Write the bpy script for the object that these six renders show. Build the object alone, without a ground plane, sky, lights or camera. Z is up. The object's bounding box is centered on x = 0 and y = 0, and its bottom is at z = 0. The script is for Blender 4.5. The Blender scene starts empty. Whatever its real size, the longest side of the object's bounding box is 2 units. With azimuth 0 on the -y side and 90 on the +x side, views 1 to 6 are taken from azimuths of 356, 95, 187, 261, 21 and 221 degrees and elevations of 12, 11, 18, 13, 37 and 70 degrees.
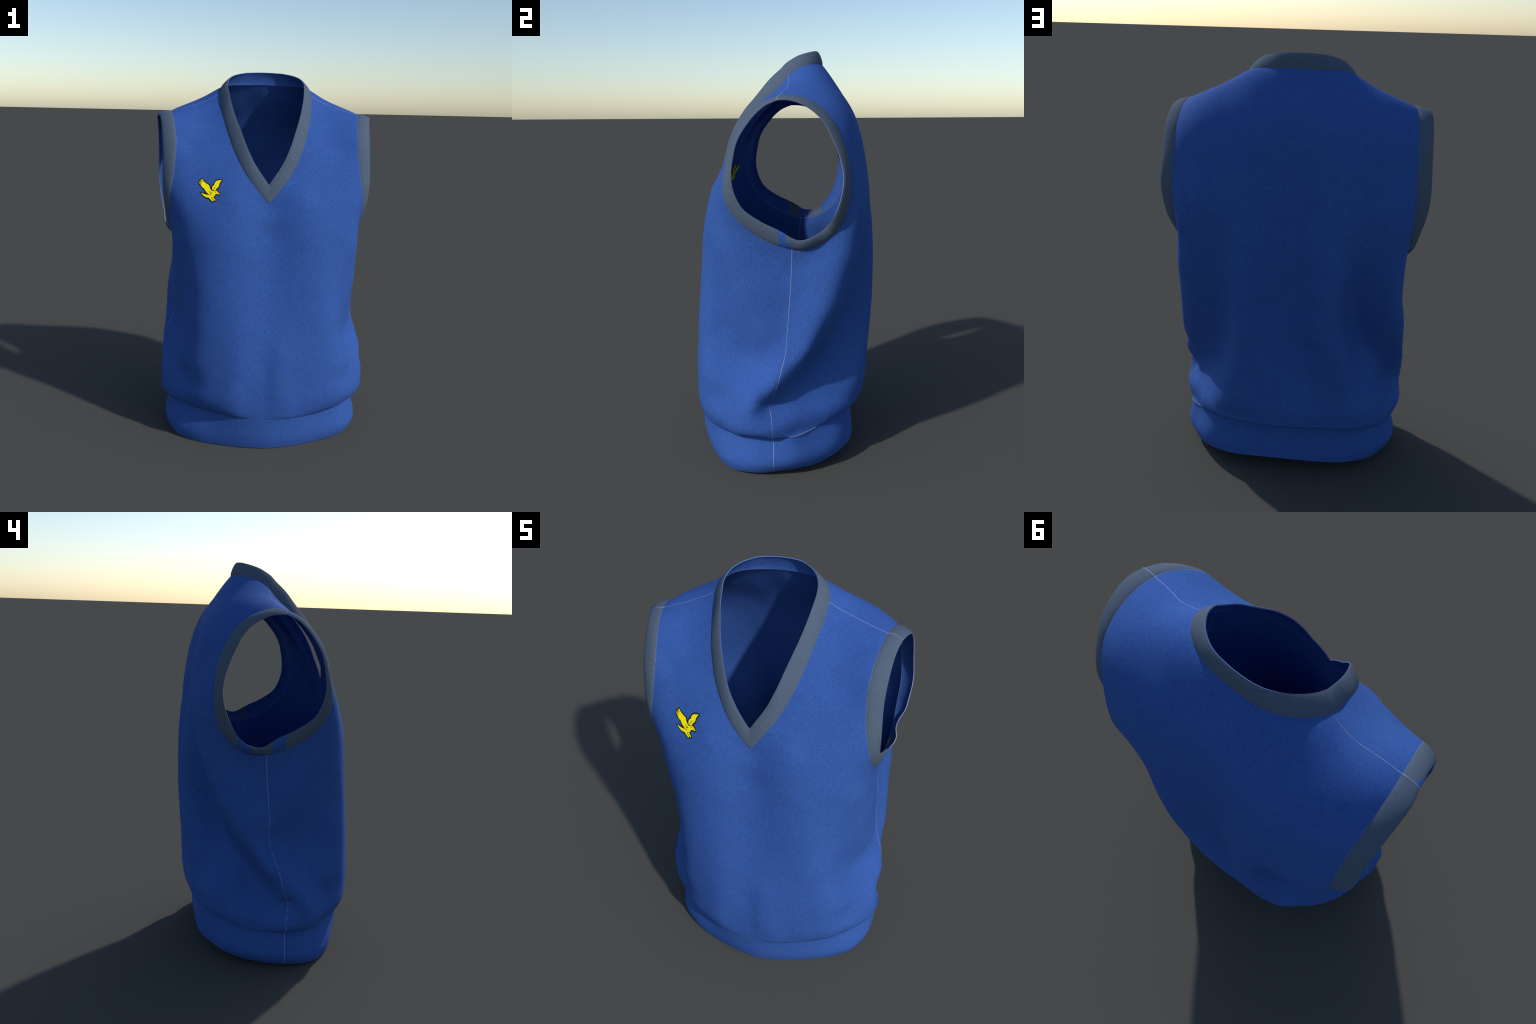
"""Knitted sleeveless V-neck vest standing upright, as if worn by an invisible body.

The cloth is described by its seams (space curves) and by a few horizontal
cross-sections.  A smooth thin-plate map from a capsule-shaped template to these
landmarks gives the surface; the pieces (front, back, bands, trims) are meshed
between the seams."""
import bpy, math
import numpy as np
from mathutils import Vector
from mathutils.geometry import delaunay_2d_cdt
from mathutils.bvhtree import BVHTree

RNG = np.random.default_rng(7)
SOFT = 2.5e-3                      # how loosely the surface follows the free landmarks
THICK = 0.004                      # thickness of the knit
GRID = 0.021                       # mesh density on the template (about 1 cm)

# ------------------------------------------------------------------ curve helpers
def A(*p):
    return np.array(p, float)

def mirror(p):
    return p * np.array([-1.0, 1.0, 1.0])

def spline(ctrl, n=None, step=None, closed=False):
    """Chordal Catmull-Rom through the control points, resampled evenly."""
    P = np.asarray(ctrl, float)
    if closed:
        Q = np.vstack([P[-1], P, P[0], P[1]])
    else:
        Q = np.vstack([2 * P[0] - P[1], P, 2 * P[-1] - P[-2]])
    out = []
    for i in range(1, len(Q) - 2):
        p0, p1, p2, p3 = Q[i - 1:i + 3]
        d1, d2, d3 = [max(np.linalg.norm(b - a), 1e-9) ** .5 for a, b in ((p0, p1), (p1, p2), (p2, p3))]
        m1 = (p1 - p0) / d1 - (p2 - p0) / (d1 + d2) + (p2 - p1) / d2
        m2 = (p2 - p1) / d2 - (p3 - p1) / (d2 + d3) + (p3 - p2) / d3
        m1, m2 = m1 * d2, m2 * d2
        t = np.linspace(0, 1, 16, endpoint=False)[:, None]
        out.append((2 * t**3 - 3 * t**2 + 1) * p1 + (t**3 - 2 * t**2 + t) * m1
                   + (-2 * t**3 + 3 * t**2) * p2 + (t**3 - t**2) * m2)
    out = np.vstack(out + [(P[0] if closed else P[-1])[None]])
    L = np.r_[0, np.cumsum(np.linalg.norm(np.diff(out, axis=0), axis=1))]
    if n is None:
        n = max(3, int(round(L[-1] / step)) + 1)
    t = np.linspace(0, L[-1], n)
    return np.stack([np.interp(t, L, out[:, k]) for k in range(3)], 1)

def unit(v):
    return v / np.maximum(np.linalg.norm(v, axis=-1, keepdims=True), 1e-12)

# ------------------------------------------------------------------ seams (right side, +x)
NECK_FRONT = A((.257, .046, 1.873), (.251, .000, 1.822), (.240, -.060, 1.774), (.228, -.110, 1.726),
               (.2145, -.150, 1.680), (.199, -.182, 1.634), (.183, -.212, 1.589), (.163, -.236, 1.545),
               (.141, -.258, 1.503), (.118, -.275, 1.463), (.089, -.293, 1.424), (.059, -.303, 1.387),
               (.030, -.309, 1.350), (.002, -.311, 1.312))
NECK_BACK = A((.257, .046, 1.873), (.252, .073, 1.895), (.241, .099, 1.911), (.212, .138, 1.924),
              (.178, .164, 1.929), (.140, .182, 1.931), (.100, .193, 1.932), (.050, .200, 1.934), (0, .201, 1.935))
RIM_FRONT = A((.209, .010, 1.912), (.200, -.049, 1.860), (.188, -.090, 1.814), (.175, -.129, 1.770),
              (.160, -.168, 1.728), (.144, -.199, 1.686), (.129, -.225, 1.645), (.113, -.245, 1.604),
              (.095, -.261, 1.564), (.075, -.272, 1.524), (.051, -.284, 1.486), (.026, -.293, 1.451), (.002, -.299, 1.415))
RIM_BACK = A((.209, .010, 1.912), (.209, .030, 1.933), (.204, .055, 1.950), (.192, .082, 1.966), (.174, .107, 1.977),
             (.152, .130, 1.985), (.127, .148, 1.991), (.099, .163, 1.996), (.067, .172, 1.998), (.034, .176, 1.9995), (0, .178, 2.0))
UNDERARM = (.517, .076, 1.102)
TIP = (.513, .020, 1.777)
ARM_FRONT = A(UNDERARM, (.517, .014, 1.117), (.517, -.042, 1.140), (.517, -.100, 1.173), (.518, -.152, 1.215),
              (.516, -.190, 1.257), (.514, -.220, 1.308), (.508, -.234, 1.360), (.500, -.234, 1.410),
              (.491, -.227, 1.460), (.486, -.213, 1.515), (.481, -.194, 1.575), (.482, -.167, 1.630),
              (.488, -.125, 1.685), (.495, -.080, 1.729), (.505, -.030, 1.758), TIP)
ARM_BACK = A(UNDERARM, (.520, .116, 1.100), (.523, .150, 1.106), (.528, .198, 1.125), (.533, .246, 1.160),
             (.533, .282, 1.200), (.534, .305, 1.242), (.537, .323, 1.292), (.541, .331, 1.345), (.543, .333, 1.394),
             (.542, .330, 1.443), (.540, .324, 1.491), (.539, .314, 1.538), (.538, .299, 1.584), (.537, .279, 1.629),
             (.537, .252, 1.674), (.534, .213, 1.716), (.531, .165, 1.750), (.523, .085, 1.777), TIP)
CUFF_TIP = (.579, .014, 1.756)
CUFF_FRONT = A((.548, .075, 1.160), (.545, .025, 1.190), (.543, -.060, 1.231), (.544, -.137, 1.284), (.547, -.163, 1.323),
               (.551, -.181, 1.368), (.553, -.190, 1.420), (.552, -.188, 1.470), (.551, -.180, 1.520),
               (.551, -.167, 1.573), (.553, -.146, 1.616), (.557, -.113, 1.662), (.561, -.080, 1.700),
               (.568, -.038, 1.734), CUFF_TIP)
CUFF_BACK_R = A((.548, .075, 1.160), (.551, .105, 1.150), (.563, .140, 1.155), (.567, .170, 1.168), (.556, .210, 1.195),
                (.563, .238, 1.225), (.585, .264, 1.265), (.595, .286, 1.325), (.602, .298, 1.380), (.604, .301, 1.435),
                (.602, .291, 1.490), (.600, .275, 1.540), (.600, .255, 1.587), (.600, .232, 1.634), (.600, .200, 1.680),
                (.599, .150, 1.722), (.597, .100, 1.747), (.590, .055, 1.757), CUFF_TIP)
CUFF_BACK_L = A((.548, .075, 1.155), (.553, .110, 1.146), (.558, .148, 1.150), (.563, .183, 1.165), (.568, .216, 1.195),
                (.576, .245, 1.236), (.590, .275, 1.297), (.599, .292, 1.352), (.603, .300, 1.409), (.603, .296, 1.461),
                (.602, .282, 1.511), (.600, .264, 1.560), (.600, .242, 1.609), (.599, .217, 1.657), (.599, .177, 1.703),
                (.597, .105, 1.746), (.590, .055, 1.756), CUFF_TIP)
SHOULDER = A((.257, .046, 1.873), (.290, .049, 1.853), (.326, .049, 1.835), (.364, .047, 1.821),
             (.402, .039, 1.809), (.440, .031, 1.798), (.478, .025, 1.787), TIP)
SIDE_R = A((.525, -.008, .196), (.546, -.010, .198), (.561, -.012, .218), (.568, -.012, .255), (.545, -.018, .303), (.520, -.028, .358),
           (.545, -.008, .410), (.566, .012, .470), (.557, .030, .545), (.533, .047, .615), (.520, .053, .690),
           (.515, .060, .780), (.513, .068, .900), (.505, .073, 1.010), UNDERARM)
SIDE_L = A((-.525, -.046, .196), (-.546, -.046, .198), (-.562, -.046, .218), (-.570, -.043, .255), (-.545, -.053, .305), (-.531, -.056, .357),
           (-.553, -.040, .395), (-.563, -.020, .450), (-.557, .002, .537), (-.524, .025, .592), (-.500, .046, .670),
           (-.514, .050, .770), (-.510, .060, .900), (-.507, .070, 1.010), mirror(A(*UNDERARM)))

# rib band: upper seam and hem, all the way round (starting at the front, towards +x)
BAND_TOP = A((0, -.434, .173), (.085, -.426, .172), (.170, -.404, .172), (.255, -.368, .173), (.341, -.325, .178),
             (.427, -.262, .186), (.490, -.170, .194), (.518, -.085, .196), (.525, -.008, .196), (.521, .080, .203),
             (.468, .162, .214), (.408, .240, .238), (.340, .302, .260), (.250, .335, .272), (.130, .342, .272), (0, .336, .270),
             (-.130, .344, .272), (-.240, .340, .274), (-.325, .300, .259), (-.412, .240, .235), (-.482, .165, .210),
             (-.515, .070, .200), (-.525, -.046, .196), (-.505, -.125, .193), (-.455, -.207, .190), (-.382, -.283, .189),
             (-.297, -.345, .187), (-.226, -.387, .184), (-.156, -.416, .180), (-.078, -.430, .175))
HEM = A((0, -.409, .000), (.100, -.396, .000), (.200, -.366, .000), (.300, -.328, .001), (.400, -.278, .003),
        (.470, -.225, .006), (.512, -.147, .010), (.525, -.060, .015), (.521, -.003, .021), (.500, .100, .030),
        (.455, .190, .034), (.400, .277, .060), (.325, .335, .075), (.230, .366, .080), (.120, .372, .083), (0, .372, .083),
        (-.120, .370, .082), (-.250, .358, .080), (-.333, .315, .066), (-.425, .237, .047), (-.477, .148, .032),
        (-.513, .050, .024), (-.523, -.040, .016), (-.516, -.130, .008), (-.474, -.225, .002), (-.420, -.275, .000),
        (-.350, -.320, .000), (-.270, -.352, .000), (-.190, -.378, .000), (-.100, -.399, .000))

# horizontal cross-sections of the body: height -> (right half front to back, left half front to back)
SECTIONS = {
    1.08: ([(0, -.360), (.15, -.376), (.28, -.370), (.375, -.324), (.460, -.270), (.508, -.153), (.508, -.040),
            (.514, .150), (.10, .412), (0, .385)],
           [(.15, -.384), (.25, -.378), (.37, -.332), (.447, -.270), (.502, -.150), (.508, -.040),
            (.510, .150), (.10, .410)]),
    .90: ([(0, -.383), (.15, -.393), (.28, -.382), (.370, -.330), (.438, -.250), (.500, -.150), (.515, -.040),
           (.517, .140), (.10, .413), (0, .382)],
          [(.15, -.403), (.25, -.392), (.37, -.340), (.435, -.252), (.492, -.155), (.512, -.045),
           (.516, .150), (.10, .402)]),
    .70: ([(0, -.412), (.15, -.410), (.285, -.396), (.375, -.345), (.408, -.258), (.462, -.160), (.511, -.050),
           (.10, .425), (.05, .414), (0, .394)],
          [(.15, -.430), (.25, -.410), (.365, -.357), (.422, -.274), (.452, -.160), (.474, -.055),
           (.12, .398), (.04, .380)]),
    .55: ([(0, -.430), (.06, -.438), (.15, -.427), (.28, -.402), (.39, -.350), (.425, -.256), (.456, -.145), (.508, -.048),
           (.14, .440), (.08, .436), (0, .415)],
          [(.15, -.445), (.25, -.421), (.375, -.358), (.430, -.264), (.466, -.155), (.500, -.060),
           (.12, .395), (.05, .400)]),
    .45: ([(0, -.438), (.05, -.446), (.12, -.438), (.20, -.426), (.28, -.406), (.40, -.358), (.457, -.275), (.500, -.160), (.568, -.070),
           (.16, .437), (.09, .435), (0, .420)],
          [(.06, -.442), (.15, -.452), (.25, -.425), (.38, -.358), (.445, -.268), (.493, -.163), (.560, -.080),
           (.20, .415), (.12, .408), (.05, .420)]),
    .36: ([(0, -.441), (.05, -.449), (.12, -.441), (.20, -.422), (.28, -.406), (.39, -.360), (.455, -.278), (.525, -.185), (.577, -.100),
           (.473, .090), (.440, .160), (.390, .258), (.34, .343), (.26, .408), (.19, .422), (.10, .437), (0, .432)],
          [(.05, -.442), (.10, -.445), (.17, -.452), (.25, -.429), (.37, -.355), (.427, -.264), (.512, -.188), (.575, -.110),
           (.480, .080), (.464, .180), (.430, .290), (.36, .372), (.26, .405), (.19, .416), (.12, .420), (.05, .431)]),
    .29: ([(0, -.441), (.05, -.448), (.12, -.442), (.20, -.420), (.28, -.406), (.39, -.360), (.47, -.285), (.540, -.190), (.577, -.090),
           (.505, .090), (.465, .165), (.42, .252), (.355, .332), (.27, .390), (.19, .410), (.10, .427), (0, .425)],
          [(.05, -.440), (.10, -.443), (.17, -.449), (.25, -.428), (.375, -.360), (.447, -.276), (.528, -.193), (.568, -.100),
           (.520, .100), (.490, .180), (.445, .266), (.37, .353), (.27, .398), (.19, .408), (.12, .414), (.05, .423)]),
}
# long diagonal folds sweeping from behind each armhole down to the pinch in the side seam
FOLDS = {
    "crest_right": A((.530, .300, 1.150), (.536, .285, 1.050), (.534, .262, .930), (.537, .225, .820), (.543, .185, .720),
                     (.543, .150, .630), (.530, .095, .540), (.533, .040, .460), (.522, -.015, .380)),
    "flank_right": A((.475, .360, 1.060), (.465, .328, .930), (.455, .300, .820), (.440, .258, .720), (.432, .212, .620),
                     (.440, .165, .530), (.452, .115, .440)),
    "hollow_right": A((.350, .392, 1.150), (.335, .373, 1.030), (.328, .348, .920), (.322, .325, .820), (.318, .300, .700),
                      (.328, .275, .600), (.345, .258, .510), (.372, .262, .420)),
    "spine_side_right": A((.268, .427, 1.040), (.262, .408, .900), (.255, .400, .750), (.255, .407, .600), (.268, .410, .470)),
    "spine_ridge_right": A((.210, .446, 1.220), (.205, .456, 1.080), (.200, .459, .950), (.200, .458, .830), (.200, .451, .700),
                           (.193, .441, .550), (.170, .437, .450)),
    "spine_ridge_left": A((-.210, .446, 1.220), (-.205, .461, 1.080), (-.200, .466, .950), (-.200, .464, .830), (-.200, .453, .700),
                          (-.200, .428, .550), (-.200, .416, .450)),
    "crest_left": A((-.520, .300, 1.150), (-.520, .290, 1.050), (-.520, .265, .930), (-.535, .225, .820), (-.541, .180, .710),
                    (-.553, .122, .620), (-.555, .070, .540), (-.550, .010, .460), (-.535, -.050, .375)),
    "flank_left": A((-.478, .362, 1.080), (-.470, .328, .930), (-.460, .288, .820), (-.462, .228, .700), (-.456, .168, .600),
                    (-.465, .112, .520), (-.478, .060, .430)),
    "hollow_left": A((-.330, .402, 1.190), (-.320, .380, 1.100), (-.303, .355, 1.000), (-.322, .318, .900), (-.358, .285, .820),
                     (-.385, .237, .700), (-.402, .202, .600), (-.425, .192, .510), (-.448, .205, .430)),
    "spine_side_left": A((-.258, .427, 1.040), (-.250, .408, .920), (-.260, .392, .800), (-.288, .368, .680),
                         (-.313, .370, .570), (-.325, .362, .470)),
}
# free points on chest, shoulder blades and shoulders (right side; mirrored)
FREE = A((.20, -.334, 1.345), (.15, -.357, 1.240), (.33, -.333, 1.240), (.43, -.291, 1.240),
         (.289, -.297, 1.379), (.251, -.308, 1.366), (.345, -.261, 1.441), (.288, -.318, 1.325),
         (.33, -.216, 1.550), (.25, -.226, 1.550), (.42, -.205, 1.550), (.41, -.170, 1.600), (.34, -.143, 1.653), (.42, -.147, 1.655), (.37, -.082, 1.717),
         (.30, .352, 1.683), (.17, .362, 1.683), (.44, .315, 1.688), (.30, .400, 1.520), (.22, .405, 1.520), (.13, .390, 1.520), (.45, .358, 1.520),
         (.30, .422, 1.360), (.21, .430, 1.360), (.12, .403, 1.360), (.465, .392, 1.370),
         (.32, .408, 1.220), (.40, .397, 1.250), (.11, .411, 1.220), (.50, .386, 1.270), (.46, .383, 1.170), (.42, .383, 1.130),
         (.15, .276, 1.820), (.28, .265, 1.810), (.40, .247, 1.790))
MID = A((0, .230, 1.887), (0, .278, 1.822), (0, .328, 1.751), (0, .350, 1.684), (0, .365, 1.601), (0, .376, 1.513),
        (0, .382, 1.438), (0, .384, 1.362), (0, .386, 1.243), (0, -.332, 1.250), (0, -.342, 1.160))

# ------------------------------------------------------------------ template (capsule) coordinates
ZC, YC, RC = 1.10, .02, .50

def to_template(P, height=None):
    """(angle, s): s is height on the tube below ZC, Mercator latitude on the dome above."""
    x, y, z = P[:, 0], P[:, 1] - YC, (P[:, 2] if height is None else height) - ZC
    th = np.arctan2(x, -y)
    r = np.hypot(x, y)
    s = np.where(z < 0, z / RC, np.arcsinh(np.maximum(z, 0) / r))
    return th, s

def capsule(th, s):
    up = np.maximum(s, 0)
    c = 1 / np.cosh(up)
    return np.stack([c * np.sin(th), -c * np.cos(th), np.where(s < 0, s, np.tanh(up))], 1)

def plane(th, s):
    rho = np.exp(-s)
    return np.stack([rho * np.sin(th), -rho * np.cos(th)], 1)

class ThinPlate:
    def __init__(self, X, Y, lam):
        n = len(X)
        K = self.kernel(X, X) + np.diag(lam)
        Q = np.c_[np.ones(n), X]
        M = np.block([[K, Q], [Q.T, np.zeros((4, 4))]])
        sol = np.linalg.lstsq(M, np.vstack([Y, np.zeros((4, 3))]), rcond=1e-12)[0]
        self.X, self.w, self.c = X, sol[:n], sol[n:]

    @staticmethod
    def kernel(a, b):
        r2 = ((a[:, None] - b[None]) ** 2).sum(-1)
        return .5 * r2 * np.log(r2 + 1e-12)

    def __call__(self, X):
        return np.vstack([self.kernel(c, self.X) @ self.w + np.c_[np.ones(len(c)), c] @ self.c
                          for c in np.array_split(X, max(1, len(X) // 4000))])

# ------------------------------------------------------------------ sampled seams
STEP = .0105
def seg(ctrl):
    return spline(ctrl, step=STEP)

SEAMS = {}
for sd, mir in (("R", lambda p: p), ("L", mirror)):
    SEAMS["neck_front", sd] = seg(mir(NECK_FRONT))
    SEAMS["neck_back", sd] = seg(mir(NECK_BACK))
    SEAMS["arm_front", sd] = seg(mir(ARM_FRONT))
    SEAMS["arm_back", sd] = seg(mir(ARM_BACK))
    SEAMS["shoulder", sd] = seg(mir(SHOULDER))
SEAMS["neck_front", "L"][-1] = SEAMS["neck_front", "R"][-1]
SEAMS["side", "R"], SEAMS["side", "L"] = seg(SIDE_R), seg(SIDE_L)
N_RING = 300
def ring_split(ctrl, n=N_RING):
    return spline(ctrl, n=n + 1, closed=True)[:-1]
BAND_TOP_RING = ring_split(BAND_TOP)
iR = int(np.argmin(np.linalg.norm(BAND_TOP_RING - SIDE_R[0], axis=1)))
iL = int(np.argmin(np.linalg.norm(BAND_TOP_RING - SIDE_L[0], axis=1)))
BAND_TOP_RING[iR], BAND_TOP_RING[iL] = SIDE_R[0], SIDE_L[0]

# the body tucks in above the band: give the last stretch of cloth its own template heights
TUCK_DOMAIN = {"seam": .100, "under": .140, "tuck": .190}
def side_height(P):
    """template height along the side seam: by arc length in the roll above the band, by z further up"""
    arc = np.r_[0, np.cumsum(np.linalg.norm(np.diff(P, axis=0), axis=1))]
    k = int(np.argmax(P[:, 2] > .25))
    low_part = np.interp(arc, [0, .45 * arc[k], arc[k]], [TUCK_DOMAIN["seam"], .150, .240])
    return np.where(np.arange(len(P)) < k, low_part, np.interp(P[:, 2], [.25, .31, 2], [.240, .31, 2]))

# landmarks ------------------------------------------------------------------
LX, LY, LL = [], [], []
def landmark(P, height=None, lam=0.0):
    P = np.atleast_2d(P)
    th, s = to_template(P, height)
    LX.append(capsule(th, s)); LY.append(P); LL.append(np.full(len(P), lam))

for key, P in SEAMS.items():
    q = P[::2] if key[0] != "side" else P
    landmark(q, side_height(q) if key[0] == "side" else None)
landmark(BAND_TOP_RING[::4], np.full(len(BAND_TOP_RING[::4]), TUCK_DOMAIN["seam"]))
for z, (right, left) in SECTIONS.items():
    pts = A(*([(x, y, z) for x, y in right] + [(-x, y, z) for x, y in left]))
    if z < .3:                                   # the band sits higher at the back
        pts[:, 2] += .026 * np.clip(pts[:, 1] / .3, 0, 1)
    landmark(pts, None if z > .3 else np.full(len(pts), z), lam=SOFT)
for ctrl in FOLDS.values():
    landmark(spline(ctrl, step=.035), lam=SOFT)
landmark(FREE, lam=SOFT); landmark(mirror(FREE), lam=SOFT); landmark(MID, lam=SOFT)
# the cloth rolls over the band: a row just under the lowest section, inset a little
right, left = SECTIONS[.29]
low = A(*([(x, y, 0) for x, y in right] + [(-x, y, 0) for x, y in left[::-1]]))
seam_near = BAND_TOP_RING[[int(np.argmin(((BAND_TOP_RING - p)[:, :2] ** 2).sum(1))) for p in low]]
away = (np.abs(low[:, 1] + .03) > .10)               # the side seams carry their own landmarks
rear = np.clip(low[:, 1] / .3, 0, 1)
for key, f, dz in (("tuck", .12, .022), ("under", .50, .000)):
    front = np.clip(-(low[:, 1] + .15) / .15, 0, 1)       # in front it only rounds off, elsewhere it overhangs
    ff = f + (.30 if key == "tuck" else .22) * front
    row = low + (seam_near - low) * np.stack([ff, ff, 0 * ff], 1)
    row[:, 2] = seam_near[:, 2] + dz * (1 - .35 * rear) + (.012 if key == "tuck" else .010) * front
    landmark(row[away], np.full(away.sum(), TUCK_DOMAIN[key]), lam=SOFT)
LX, LY, LL = np.vstack(LX), np.vstack(LY), np.hstack(LL)
_, uniq = np.unique(np.round(LX, 4), axis=0, return_index=True)
SURF = ThinPlate(LX[uniq], LY[uniq], LL[uniq])

# ------------------------------------------------------------------ body mesh (one surface, later split)
def chain(*parts):
    out = [parts[0]]
    for p in parts[1:]:
        out.append(p[1:])
    return np.vstack(out)

bverts, bdomain, bedges, index = [], [], [], {}
def add_point(p, h=None):
    k = tuple(np.round(p, 6))
    if k not in index:
        index[k] = len(bverts)
        th, s = to_template(p[None], None if h is None else np.array([h]))
        bverts.append(p); bdomain.append((float(th[0]), float(s[0])))
    return index[k]

lines = {}
for key, P in SEAMS.items():
    if key[0] == "side":
        hs = side_height(P)
        ids = [add_point(p, h) for p, h in zip(P, hs)]
    else:
        ids = [add_point(p) for p in P]
    lines[key] = ids
    bedges += list(zip(ids[:-1], ids[1:]))
ring_ids = [add_point(p, TUCK_DOMAIN["seam"]) for p in BAND_TOP_RING]
bedges += list(zip(ring_ids, ring_ids[1:] + ring_ids[:1]))
bdomain_arr = np.array(bdomain)
bplane = plane(bdomain_arr[:, 0], bdomain_arr[:, 1])
s_lo = (TUCK_DOMAIN["seam"] - ZC) / RC
n_th = int(2 * math.pi / GRID)
inner = []
for i, s in enumerate(np.arange(s_lo + GRID, 2.6, GRID)):
    th = (np.arange(n_th) + .5 * (i % 2)) * 2 * math.pi / n_th
    inner.append(np.stack([th, np.full(n_th, s)], 1))
inner = np.vstack(inner)
iplane = plane(inner[:, 0], inner[:, 1])

def inside(poly, pts):
    x, y = pts[:, 0], pts[:, 1]
    res = np.zeros(len(pts), bool)
    x0, y0 = poly[-1]
    for x1, y1 in poly:
        if y0 != y1:
            hit = ((y1 > y) != (y0 > y)) & (x < (x0 - x1) * (y - y1) / (y0 - y1) + x1)
            res ^= hit
        x0, y0 = x1, y1
    return res

R, L = "R", "L"
if iR < iL:
    back_ring = ring_ids[iR:iL + 1]
    front_ring = ring_ids[iL:] + ring_ids[:iR + 1]
front_loop = (front_ring + lines["side", R][1:] + lines["arm_front", R][1:] + lines["shoulder", R][::-1][1:]
              + lines["neck_front", R][1:] + lines["neck_front", L][::-1][1:] + lines["shoulder", L][1:]
              + lines["arm_front", L][::-1][1:] + lines["side", L][::-1][1:])
back_loop = (back_ring + lines["side", L][1:] + lines["arm_back", L][1:] + lines["shoulder", L][::-1][1:]
             + lines["neck_back", L][1:] + lines["neck_back", R][::-1][1:] + lines["shoulder", R][1:]
             + lines["arm_back", R][::-1][1:] + lines["side", R][::-1][1:])
poly_f, poly_b = bplane[front_loop], bplane[back_loop]
ok = inside(poly_f, iplane) | inside(poly_b, iplane)
inner, iplane = inner[ok], iplane[ok]
# drop template points that crowd a seam
far = np.ones(len(iplane), bool)
for c in np.array_split(np.arange(len(iplane)), 40):
    d2 = ((iplane[c][:, None] - bplane[None]) ** 2).sum(-1).min(1)
    far[c] = d2 > (.62 * GRID * np.exp(-inner[c, 1])) ** 2
inner, iplane = inner[far], iplane[far]
ipos = SURF(capsule(inner[:, 0], inner[:, 1]))
allplane = np.vstack([bplane, iplane])
body_pos = np.vstack([np.array(bverts), ipos])
body_dom = np.vstack([bdomain_arr, inner])
vout, _, fout, vorig, _, _ = delaunay_2d_cdt([Vector(p) for p in allplane], bedges, [], 0, 1e-9)
vmap = [o[0] if o else -1 for o in vorig]
tris = np.array([[vmap[i] for i in f] for f in fout])
tris = tris[(tris >= 0).all(1)]
cen = allplane[tris].mean(1)
in_f, in_b = inside(poly_f, cen), inside(poly_b, cen)
def orient(tr):
    a, b, c = body_pos[tr[:, 0]], body_pos[tr[:, 1]], body_pos[tr[:, 2]]
    # template plane seen from outside: keep one winding, chosen so that the front faces -y
    p = allplane[tr]
    area = (p[:, 1, 0] - p[:, 0, 0]) * (p[:, 2, 1] - p[:, 0, 1]) - (p[:, 1, 1] - p[:, 0, 1]) * (p[:, 2, 0] - p[:, 0, 0])
    tr = tr.copy()
    flip = area < 0
    tr[flip] = tr[flip][:, ::-1]
    return tr
front_tris, back_tris = orient(tris[in_f]), orient(tris[in_b & ~in_f])

def vertex_normals(V, F):
    fn = np.cross(V[F[:, 1]] - V[F[:, 0]], V[F[:, 2]] - V[F[:, 0]])
    N = np.zeros_like(V)
    for k in range(F.shape[1]):
        np.add.at(N, F[:, k], fn)
    return unit(N)

body_tris = np.vstack([front_tris, back_tris])
body_nrm = vertex_normals(body_pos, body_tris)
probe = body_nrm[np.argmin(np.abs(body_pos - A(0, -.44, .7)).sum(1))]
if probe[1] > 0:
    front_tris, back_tris = front_tris[:, ::-1], back_tris[:, ::-1]
    body_tris = np.vstack([front_tris, back_tris]); body_nrm = vertex_normals(body_pos, body_tris)

# ------------------------------------------------------------------ materials
def srgb(r, g, b):
    f = lambda v: v / 12.92 if v <= .04045 else ((v + .055) / 1.055) ** 2.4
    return (f(r / 255), f(g / 255), f(b / 255), 1)

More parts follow.
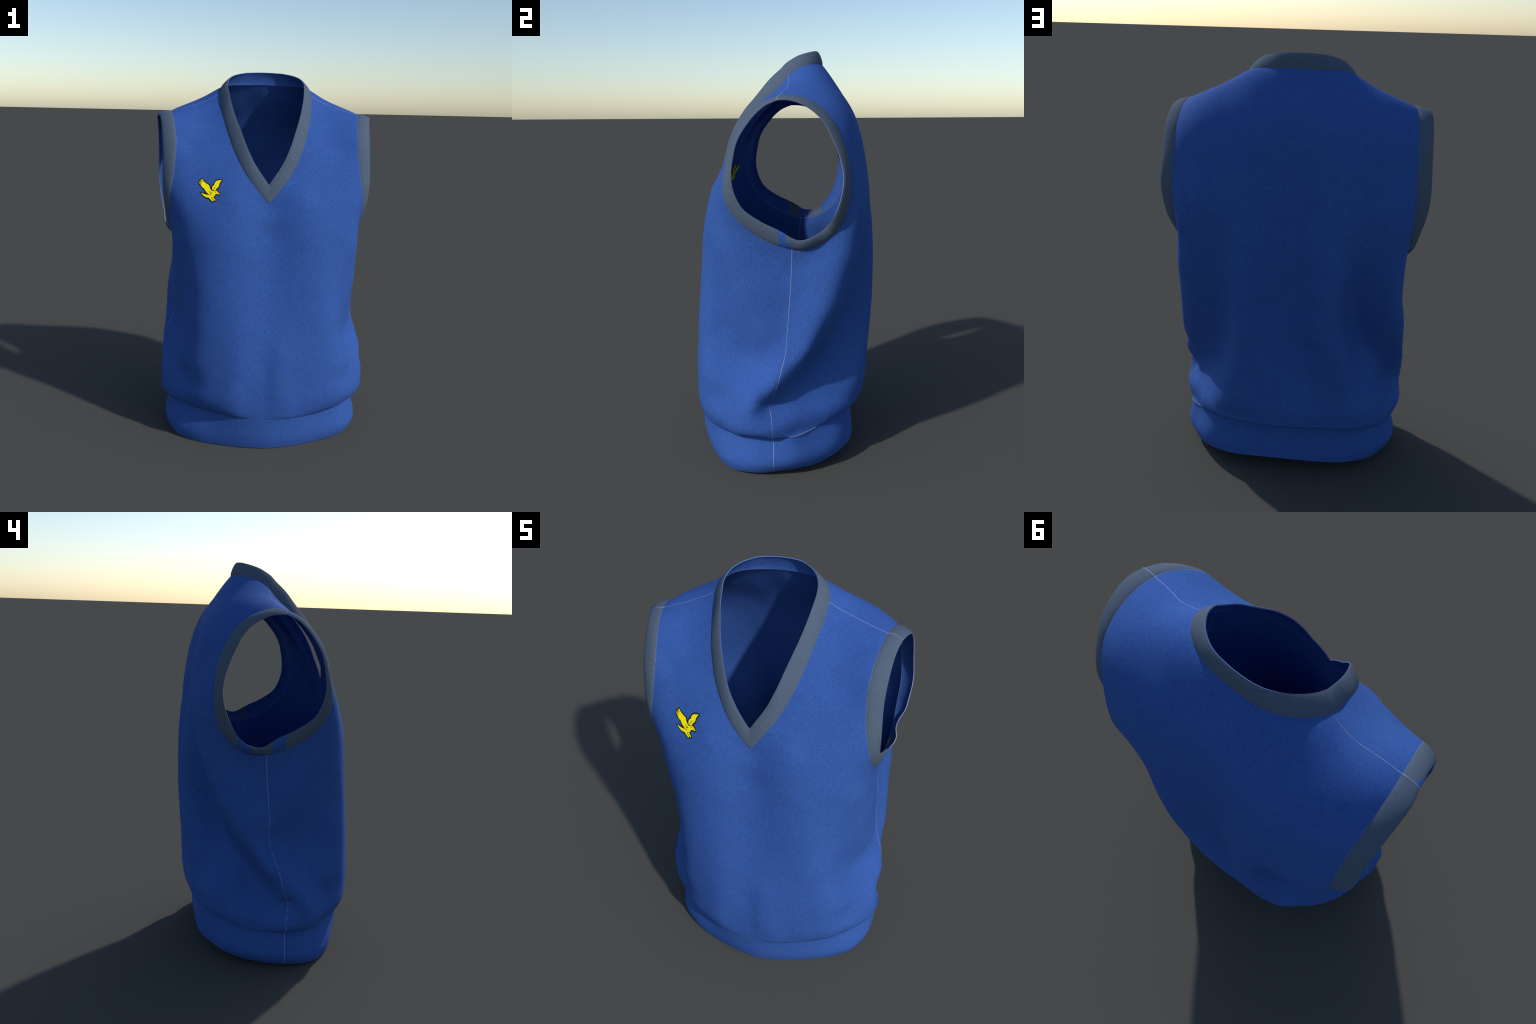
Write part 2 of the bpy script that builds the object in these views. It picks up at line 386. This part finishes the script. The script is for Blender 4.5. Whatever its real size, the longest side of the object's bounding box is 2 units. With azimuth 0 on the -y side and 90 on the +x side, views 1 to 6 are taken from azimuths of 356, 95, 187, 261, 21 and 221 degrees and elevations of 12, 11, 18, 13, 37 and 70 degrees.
def knit_material(name, base, rib_axis=None, speck=.85, mottled=.075):
    m = bpy.data.materials.new(name)
    m.use_nodes = True
    nt = m.node_tree
    nd, ln = nt.nodes, nt.links
    bs = nd["Principled BSDF"]
    tc = nd.new("ShaderNodeTexCoord")
    def noise(scale, detail, sx=(1, 1, 1)):
        mp = nd.new("ShaderNodeMapping"); mp.inputs["Scale"].default_value = sx
        ln.new(tc.outputs["Object"], mp.inputs["Vector"])
        n = nd.new("ShaderNodeTexNoise")
        n.inputs["Scale"].default_value = scale; n.inputs["Detail"].default_value = detail
        ln.new(mp.outputs["Vector"], n.inputs["Vector"])
        return n.outputs["Fac"]
    def ramp(fac, lo, hi, a, b):
        r = nd.new("ShaderNodeMapRange"); r.interpolation_type = "SMOOTHSTEP"
        r.inputs["From Min"].default_value = lo; r.inputs["From Max"].default_value = hi
        r.inputs["To Min"].default_value = a; r.inputs["To Max"].default_value = b
        ln.new(fac, r.inputs["Value"]); return r.outputs["Result"]
    def mul(a, b):
        n = nd.new("ShaderNodeMath"); n.operation = "MULTIPLY"
        ln.new(a, n.inputs[0]); ln.new(b, n.inputs[1]); return n.outputs[0]
    streak = ramp(noise(190, 3, (1, 1, .25)), .35, .65, 1 - mottled, 1 + mottled)      # vertical wales
    course = ramp(noise(210, 2, (.25, .25, 1)), .35, .65, 1 - .5 * mottled, 1 + .5 * mottled)
    speckle = ramp(noise(125, 1), .58, .72, 1.0, speck)                                # dark flecks in the yarn
    patch = ramp(noise(9, 2), .3, .7, .985, 1.015)
    fac = mul(mul(streak, course), mul(speckle, patch))
    col = nd.new("ShaderNodeVectorMath"); col.operation = "SCALE"
    col.inputs[0].default_value = base[:3]
    ln.new(fac, col.inputs["Scale"])
    ln.new(col.outputs["Vector"], bs.inputs["Base Color"])
    bs.inputs["Roughness"].default_value = .95
    bs.inputs["Specular IOR Level"].default_value = .08
    bp = nd.new("ShaderNodeBump"); bp.inputs["Strength"].default_value = .25; bp.inputs["Distance"].default_value = .002
    ln.new(mul(streak, course), bp.inputs["Height"])
    ln.new(bp.outputs["Normal"], bs.inputs["Normal"])
    return m

def plain_material(name, base, rough=.8):
    m = bpy.data.materials.new(name); m.use_nodes = True
    nt = m.node_tree; bs = nt.nodes["Principled BSDF"]
    tc = nt.nodes.new("ShaderNodeTexCoord"); n = nt.nodes.new("ShaderNodeTexNoise")
    n.inputs["Scale"].default_value = 260; nt.links.new(tc.outputs["Object"], n.inputs["Vector"])
    r = nt.nodes.new("ShaderNodeMapRange"); r.inputs["To Min"].default_value = .93; r.inputs["To Max"].default_value = 1.07
    nt.links.new(n.outputs["Fac"], r.inputs["Value"])
    s = nt.nodes.new("ShaderNodeVectorMath"); s.operation = "SCALE"; s.inputs[0].default_value = base[:3]
    nt.links.new(r.outputs["Result"], s.inputs["Scale"]); nt.links.new(s.outputs["Vector"], bs.inputs["Base Color"])
    bs.inputs["Roughness"].default_value = rough; bs.inputs["Specular IOR Level"].default_value = .1
    return m

BLUE = knit_material("royal_blue_knit", (.0375, .0985, .338))
GREY = knit_material("slate_grey_rib_knit", (.084, .115, .167), speck=.92, mottled=.04)
PALE = plain_material("pale_seam_thread", (.25, .275, .44))
DIM = plain_material("grey_blue_seam_thread", (.17, .21, .36))
EDGE = plain_material("pale_blue_cut_edge", (.09, .16, .42))
YELLOW = plain_material("yellow_embroidery", (.93, .80, .006))
BLACK = plain_material("black_embroidery", (.012, .011, .014))

# ------------------------------------------------------------------ objects
root = bpy.data.objects.new("knitted_vest", None)
bpy.context.scene.collection.objects.link(root)
root["label"] = "blue sleeveless V-neck knitted vest with slate grey trims"
root["category"] = "sweater vest"

def make_object(name, V, F, mats, face_mat=None, normals=None, parent=None, smooth=True):
    me = bpy.data.meshes.new(name)
    me.from_pydata([tuple(v) for v in V], [], [tuple(int(i) for i in f) for f in F])
    for m in mats:
        me.materials.append(m)
    if face_mat is not None:
        me.polygons.foreach_set("material_index", np.asarray(face_mat, dtype=np.int32))
    me.polygons.foreach_set("use_smooth", np.full(len(me.polygons), smooth))
    me.update()
    if normals is not None:
        me.normals_split_custom_set_from_vertices([tuple(n) for n in normals])
    ob = bpy.data.objects.new(name, me)
    bpy.context.scene.collection.objects.link(ob)
    ob.parent = parent or root
    return ob

def shell(V, N, F, walls=(), mats_out=None, wall_mat=0, in_mat=0, thick=THICK):
    """Outer skin, inner skin and edge walls; returns verts, faces, normals, face materials."""
    F = [tuple(f) for f in F]
    used = sorted({i for f in F for i in f})
    m = {g: i for i, g in enumerate(used)}
    o, n = V[used], N[used]
    k = len(used)
    verts, nrm = [o, o - n * thick], [n, -n]
    faces = [tuple(m[i] for i in f) for f in F] + [tuple(k + m[i] for i in reversed(f)) for f in F]
    fm = list(mats_out if mats_out is not None else [0] * len(F)) + [in_mat] * len(F)
    base = 2 * k
    edge_dir = {(a, b) for f in F for a, b in zip(f, f[1:] + f[:1])}
    for w in walls:
        a = V[w]; b = V[w] - N[w] * thick
        t = unit(np.gradient(a, axis=0))
        wn = unit(np.cross(t, N[w]))
        forward = (w[0], w[1]) in edge_dir
        if not forward:
            wn = -wn
        verts += [a, b]; nrm += [wn, wn]
        c = len(w)
        for i in range(c - 1):
            q = (base + i + 1, base + i, base + c + i, base + c + i + 1)
            faces.append(q if forward else q[::-1]); fm.append(wall_mat)
        base += 2 * c
    return np.vstack(verts), faces, np.vstack(nrm), fm

for name, tr in (("front_panel", front_tris), ("back_panel", back_tris)):
    v, f, n, fm = shell(body_pos, body_nrm, tr)
    make_object(name, v, f, [BLUE], fm, n)

# ------------------------------------------------------------------ trims (rib strips between a seam and a free rim)
def strip(seam, rim, bulge, rows, closed, center=None, profile=None):
    """Rows of points from the seam to the rim, puffed outwards."""
    n = len(seam)
    if closed:
        t = unit(np.roll(seam + rim, -1, 0) - np.roll(seam + rim, 1, 0))
    else:
        t = unit(np.gradient(seam + rim, axis=0))
    across = rim - seam
    nn = unit(np.cross(across, t))
    P = []
    for j in range(rows + 1):
        u = j / rows
        P.append(seam + across * u + nn * (bulge * (4 * u * (1 - u)) ** .7 if 0 < u < 1 else 0))
    return np.array(P), nn                      # (rows+1, n, 3)

def grid_faces(rows, n, closed, flip=False):
    F = []
    for j in range(rows):
        for i in range(n if closed else n - 1):
            a, b = j * n + i, j * n + (i + 1) % n
            q = (a, b, b + n, a + n)
            F.append(q[::-1] if flip else q)
    return F

def trim_object(name, seam, rim, bulge, outside, rows=11, color_rule=None, inner_rule=True, rim_mat=None, mitre=False):
    closed = not mitre
    if mitre:                                    # open the loop at the point of the V: two edges meet in a crease
        seam, rim = np.vstack([seam, seam[:1]]), np.vstack([rim, rim[:1]])
    P, nn = strip(seam, rim, bulge, rows, closed)
    if ((P[rows // 2] - outside(P[rows // 2])) * nn).sum() < 0:
        P, nn = strip(seam, rim, -bulge, rows, closed)
    n = len(seam)
    V = P.reshape(-1, 3)
    F = grid_faces(rows, n, closed)
    N = vertex_normals(V, np.array(F)[:, [0, 1, 3]]) + vertex_normals(V, np.array(F)[:, [1, 2, 3]])
    N = unit(N)
    mid = rows // 2 * n + np.arange(n)
    if ((V[mid] - outside(V[mid])) * N[mid]).sum() < 0:
        F = [f[::-1] for f in F]; N = -N
    cent = np.array([V[list(f)].mean(0) for f in F])
    fm = np.zeros(len(F), int) if color_rule is None else color_rule(cent)
    rim_loop = list(rows * n + np.arange(n)) + ([rows * n] if closed else [])
    v, f, nr, fmat = shell(V, N, F, walls=[rim_loop], mats_out=list(fm), wall_mat=2, in_mat=1)
    if color_rule is not None and inner_rule:
        k = len(F)
        fmat[k:2 * k] = list(1 - color_rule(cent, inner=True))
    return make_object(name, v, f, [GREY, BLUE, rim_mat or PALE], fmat, nr)

def join(*curves, n):
    """closed loop from consecutive open curves, each sampled with its own count"""
    out = []
    for c, k in zip(curves, n):
        out.append(spline(c, n=k + 1)[:-1])
    return np.vstack(out)

nf, nb = 60, 40
neck_seam = join(NECK_FRONT[::-1], NECK_BACK, mirror(NECK_BACK)[::-1], mirror(NECK_FRONT), n=(nf, nb, nb, nf))
neck_rim = join(RIM_FRONT[::-1], RIM_BACK, mirror(RIM_BACK)[::-1], mirror(RIM_FRONT), n=(nf, nb, nb, nf))
axis_neck = lambda p: np.stack([p[:, 0] * 0, p[:, 1] * 0 + .02 - .12 * np.clip(1.9 - p[:, 2], 0, .5), p[:, 2] - .12], 1)
trim_object("neckline_trim", neck_seam, neck_rim, .006, axis_neck, rim_mat=EDGE, mitre=True, inner_rule=False,
            color_rule=lambda c: ((np.abs(c[:, 0] - .002) < .0065) & (c[:, 2] < 1.330) & (c[:, 1] < 0)).astype(int))

def patch_rule(sign):
    """texture slip under the arm: a few blue blocks on the grey rib, grey blocks on the inside"""
    def rule(c, inner=False):
        y, z = c[:, 1], c[:, 2]
        low = z < 1.26
        if sign > 0:
            blue = low & (y > .015) & (y < .072) & ~((z > 1.135) & (y > .05)) if not inner else low & (((y > .02) & (y < .075)) | ((y > .12) & (y < .21)))
        else:
            blue = (low & (((y > .16) & (y < .225)) | ((y < .055) & (y > -.01)) | ((z < 1.118) & (y > .085) & (y < .16)))) if not inner else low & (((y > .0) & (y < .075)) | ((y > .12) & (y < .2)))
        if sign < 0 and not inner:
            blue = blue | ((z > 1.735) & (y > -.016) & (y < .016) & (np.abs(c[:, 0]) > .556 + .9 * np.abs(y)))
        return blue.astype(int)
    return rule

for sign, mir, back in ((1, lambda p: p, CUFF_BACK_R), (-1, mirror, CUFF_BACK_L)):
    seam = join(mir(ARM_FRONT), mir(ARM_BACK)[::-1], n=(150, 150))
    rim = join(mir(CUFF_FRONT), mir(back)[::-1], n=(150, 150))
    ctr = lambda p, s=sign: np.stack([p[:, 0] - s * .0, p[:, 1] * 0 + .05, p[:, 2] * 0 + 1.45], 1)
    trim_object("armhole_trim", seam, rim, .008, ctr, color_rule=patch_rule(sign))

# ------------------------------------------------------------------ rib band at the hem
top = BAND_TOP_RING
hem = ring_split(HEM)
# pair hem and seam by angle so that the side seams run straight down
def by_angle(ringpts, ang):
    a = np.unwrap(np.arctan2(ringpts[:, 0], -ringpts[:, 1]))
    a = np.r_[a - 2 * math.pi, a, a + 2 * math.pi]
    q = np.vstack([ringpts] * 3)
    return np.stack([np.interp(ang, a, q[:, k]) for k in range(3)], 1)
hem = by_angle(hem, np.arctan2(top[:, 0], -top[:, 1]))
ROWS = 14
P = []
outw = unit(top * A(1, 1, 0))
band_ang = np.arctan2(top[:, 0], -top[:, 1])
for j in range(ROWS + 1):
    u = j / ROWS
    P.append(top + (hem - top) * u + outw * ((.006 + .022 * np.sin(band_ang) ** 4) * math.sin(math.pi * u ** 1.7))[:, None])
V = np.array(P).reshape(-1, 3)
F = grid_faces(ROWS, N_RING, True)
N = unit(vertex_normals(V, np.array(F)[:, [0, 1, 3]]) + vertex_normals(V, np.array(F)[:, [1, 2, 3]]))
if (N * np.vstack([outw] * (ROWS + 1))).sum() < 0:
    F = [f[::-1] for f in F]; N = -N
loop = list(ROWS * N_RING + np.arange(N_RING)) + [ROWS * N_RING]
v, f, nr, fm = shell(V, N, F, walls=[loop])
make_object("hem_band", v, f, [BLUE], fm, nr)
BAND_V, BAND_N = V.reshape(ROWS + 1, N_RING, 3), N.reshape(ROWS + 1, N_RING, 3)

# ------------------------------------------------------------------ seam threads
def tube(name, path, radius, mat, closed=False, sides=6):
    p = np.asarray(path)
    n = len(p)
    t = unit(np.roll(p, -1, 0) - np.roll(p, 1, 0)) if closed else unit(np.gradient(p, axis=0))
    ref = np.where(np.abs(t[:, 2:3]) > .9, A(1, 0, 0)[None], A(0, 0, 1)[None])
    u = unit(np.cross(t, ref)); w = np.cross(t, u)
    V = np.array([[p[i] + radius * (math.cos(a) * u[i] + math.sin(a) * w[i])
                   for a in np.linspace(0, 2 * math.pi, sides, endpoint=False)] for i in range(n)]).reshape(-1, 3)
    F = []
    for i in range(n if closed else n - 1):
        for k in range(sides):
            a, b = i * sides + k, i * sides + (k + 1) % sides
            c, d = ((i + 1) % n) * sides + (k + 1) % sides, ((i + 1) % n) * sides + k
            F.append((a, b, c, d))
    if not closed:
        F += [tuple(range(sides))[::-1], tuple(range((n - 1) * sides, n * sides))]
    return make_object(name, V, F, [mat])

def on_body(ids):
    return body_pos[ids] - body_nrm[ids] * THICK * .5

RT = .00245
for sd, iS, cuff in ((R, iR, CUFF_TIP), (L, iL, mirror(A(*CUFF_TIP)))):
    tip = body_pos[lines["shoulder", sd][-1]]
    over = np.array([tip + (A(*cuff) - tip) * u + A(0, 0, .0085 * (4 * u * (1 - u)) ** .7 - THICK * .5) for u in np.linspace(.05, .99, 9)])
    tube("shoulder_seam", np.vstack([on_body(lines["shoulder", sd]), over]), RT, PALE)
    band = BAND_V[:, iS] - BAND_N[:, iS] * THICK * .5
    tube("side_seam", np.vstack([band[::-1], on_body(lines["side", sd])[1:]]), RT, PALE)
    tube("armhole_seam", np.vstack([on_body(lines["arm_front", sd]), on_body(lines["arm_back", sd])[::-1][1:-1]]), RT * .96, DIM, True)
tube("band_seam", on_body(ring_ids), RT * .96, DIM, True)
neck_ids = lines["neck_front", R][::-1] + lines["neck_back", R][1:] + lines["neck_back", L][::-1][1:] + lines["neck_front", L][1:-1]
tube("neckline_seam", on_body(neck_ids), RT * .9, EDGE, True)

# ------------------------------------------------------------------ embroidered bird on the chest
bvh = BVHTree.FromPolygons([tuple(v) for v in body_pos], [tuple(int(i) for i in t) for t in front_tris])

def emblem_to_chest(a, b, lift):
    x = -.345 + (a - 670) * 1.317e-4
    z = 1.441 - (b - 320) * 1.25e-4
    hit, nrm, _, _ = bvh.ray_cast(Vector((x, -2, z)), Vector((0, 1, 0)))
    nrm = nrm if nrm.y < 0 else -nrm
    return np.array(hit) + np.array(nrm) * lift

def smooth2(pts, closed=True, n=6):
    p = np.c_[np.asarray(pts, float), np.zeros(len(pts))]
    return p[:, :2] if n == 0 else spline(p, n=len(pts) * n + (0 if closed else 1), closed=closed)[:, :2]

def emblem_piece(name, outline, lift, depth, mat, parent, rounding=3, grow=0):
    o = smooth2(outline, True, rounding)
    o = o[:-1] if np.allclose(o[0], o[-1]) else o
    if grow:
        t = unit(np.roll(o, -1, 0) - np.roll(o, 1, 0))
        turn = np.sign(np.sum(np.roll(o, -1, 0)[:, 1] * o[:, 0] - np.roll(o, -1, 0)[:, 0] * o[:, 1]))
        o = o + np.stack([t[:, 1], -t[:, 0]], 1) * turn * grow
    lo, hi = o.min(0), o.max(0)
    gx, gy = np.meshgrid(np.arange(lo[0], hi[0], 40), np.arange(lo[1], hi[1], 40))
    g = np.c_[gx.ravel(), gy.ravel()]
    g = g[inside(o, g)]
    if len(g):
        d = np.sqrt(((g[:, None] - o[None]) ** 2).sum(-1)).min(1); g = g[d > 14]
    n = len(o)
    pts = np.vstack([o, g])
    vo, _, fo, orig, _, _ = delaunay_2d_cdt([Vector(p) for p in pts], [(i, (i + 1) % n) for i in range(n)], [], 0, 1e-6)
    V2 = np.array([tuple(v) for v in vo])
    T = [f for f in fo if inside(o, V2[list(f)].mean(0)[None])[0]]
    k = len(V2)
    V = [emblem_to_chest(a, b, lift) for a, b in V2] + [emblem_to_chest(a, b, -depth) for a, b in V2]
    area = lambda f: np.cross(V2[f[1]] - V2[f[0]], V2[f[2]] - V2[f[0]])
    T = [f if area(f) < 0 else f[::-1] for f in T]
    F = [tuple(f)[::-1] for f in T] + [tuple(k + i for i in f) for f in T]
    bm = {}
    for f in T:
        for a, b in zip(f, list(f[1:]) + [f[0]]):
            bm[(a, b)] = 1
    for (a, b) in bm:
        if (b, a) not in bm:
            F.append((a, b, k + b, k + a))
    ob = make_object(name, V, F, [mat], parent=parent, smooth=False)
    return ob

emblem = bpy.data.objects.new("bird_emblem", None)
bpy.context.scene.collection.objects.link(emblem); emblem.parent = root

SILHOUETTE = [(672, 312), (705, 372), (790, 452), (880, 512), (975, 568), (1000, 640), (1026, 705), (1050, 640), (1085, 575),
              (1122, 538), (1148, 470), (1200, 402), (1270, 355), (1360, 340), (1440, 348), (1494, 374), (1450, 430),
              (1400, 510), (1365, 600), (1338, 690), (1282, 732), (1246, 776), (1290, 800), (1342, 852), (1392, 930),
              (1378, 972), (1330, 992), (1270, 968), (1215, 966), (1185, 1020), (1158, 1066), (1182, 1110), (1228, 1160),
              (1228, 1206), (1185, 1232), (1145, 1232), (1120, 1262), (1078, 1262), (1020, 1226), (960, 1168), (900, 1130),
              (830, 1112), (760, 1072), (690, 1012), (630, 940), (598, 866), (650, 880), (720, 896), (778, 902), (796, 878),
              (768, 828), (708, 742), (638, 680), (570, 592), (540, 500), (550, 430), (600, 360)]
BODY = [(664, 352), (702, 402), (780, 482), (862, 538), (948, 596), (974, 680), (1010, 752), (1056, 806), (1095, 832), (1150, 812),
        (1220, 806), (1276, 832), (1332, 884), (1366, 934), (1350, 952), (1310, 948), (1260, 938), (1212, 940), (1182, 972),
        (1150, 1030), (1126, 1070), (1150, 1112), (1202, 1160), (1202, 1194), (1176, 1200), (1146, 1176), (1120, 1150), (1112, 1176),
        (1130, 1206), (1110, 1234), (1084, 1234), (1040, 1192), (1000, 1152), (960, 1120), (930, 1086), (880, 1086),
        (820, 1076), (750, 1030), (690, 972), (636, 898), (700, 924), (780, 950), (870, 972), (934, 962), (872, 902),
        (812, 832), (752, 746), (690, 692), (622, 606), (584, 560), (566, 500), (580, 450), (620, 392)]
WING = [(1088, 794), (1064, 730), (1074, 660), (1102, 612), (1150, 572), (1166, 502), (1216, 432), (1280, 388), (1350, 372),
        (1446, 382), (1400, 442), (1354, 532), (1326, 632), (1304, 670), (1250, 712), (1210, 782), (1176, 800), (1130, 800)]
STROKES = [[(596, 400), (618, 436), (642, 472)], [(622, 384), (660, 430), (700, 482)], [(582, 448), (618, 482), (652, 512)],
           [(576, 500), (615, 526), (655, 548)], [(585, 560), (620, 572), (645, 580)], [(1116, 800), (1150, 722), (1190, 670), (1238, 634)],
           [(1300, 372), (1292, 388), (1286, 402)], [(1342, 366), (1336, 388), (1326, 412)], [(1386, 370), (1378, 390), (1362, 412)],
           [(1256, 392), (1250, 404), (1244, 418)], [(938, 850), (1000, 868), (1062, 902)], [(990, 912), (1035, 912), (1080, 905)],
           [(1164, 842), (1195, 860), (1222, 886)], [(1052, 1116), (1058, 1080), (1110, 1060)], [(1066, 1122), (1092, 1142), (1118, 1156)],
           [(926, 962), (990, 976), (1046, 968)], [(708, 736), (740, 734), (770, 742)], [(1290, 884), (1312, 894), (1330, 906)]]

emblem_piece("emblem_outline", SILHOUETTE, .0010, THICK + .0010, BLACK, emblem, 3, 6)
emblem_piece("emblem_bird", BODY, .0018, THICK + .0018, YELLOW, emblem, 3, -3)
emblem_piece("emblem_wing", WING, .0018, THICK + .0018, YELLOW, emblem, 3, -3)
for st in STROKES:
    c = smooth2(st, False, 3)
    t = unit(np.gradient(c, axis=0)); nrm2 = np.stack([-t[:, 1], t[:, 0]], 1)
    w = 9.5 * np.sin(np.linspace(.35, math.pi - .35, len(c)))[:, None]
    emblem_piece("emblem_stroke", np.vstack([c + nrm2 * w, (c - nrm2 * w)[::-1]]), .0024, THICK + .0024, BLACK, emblem, 0)
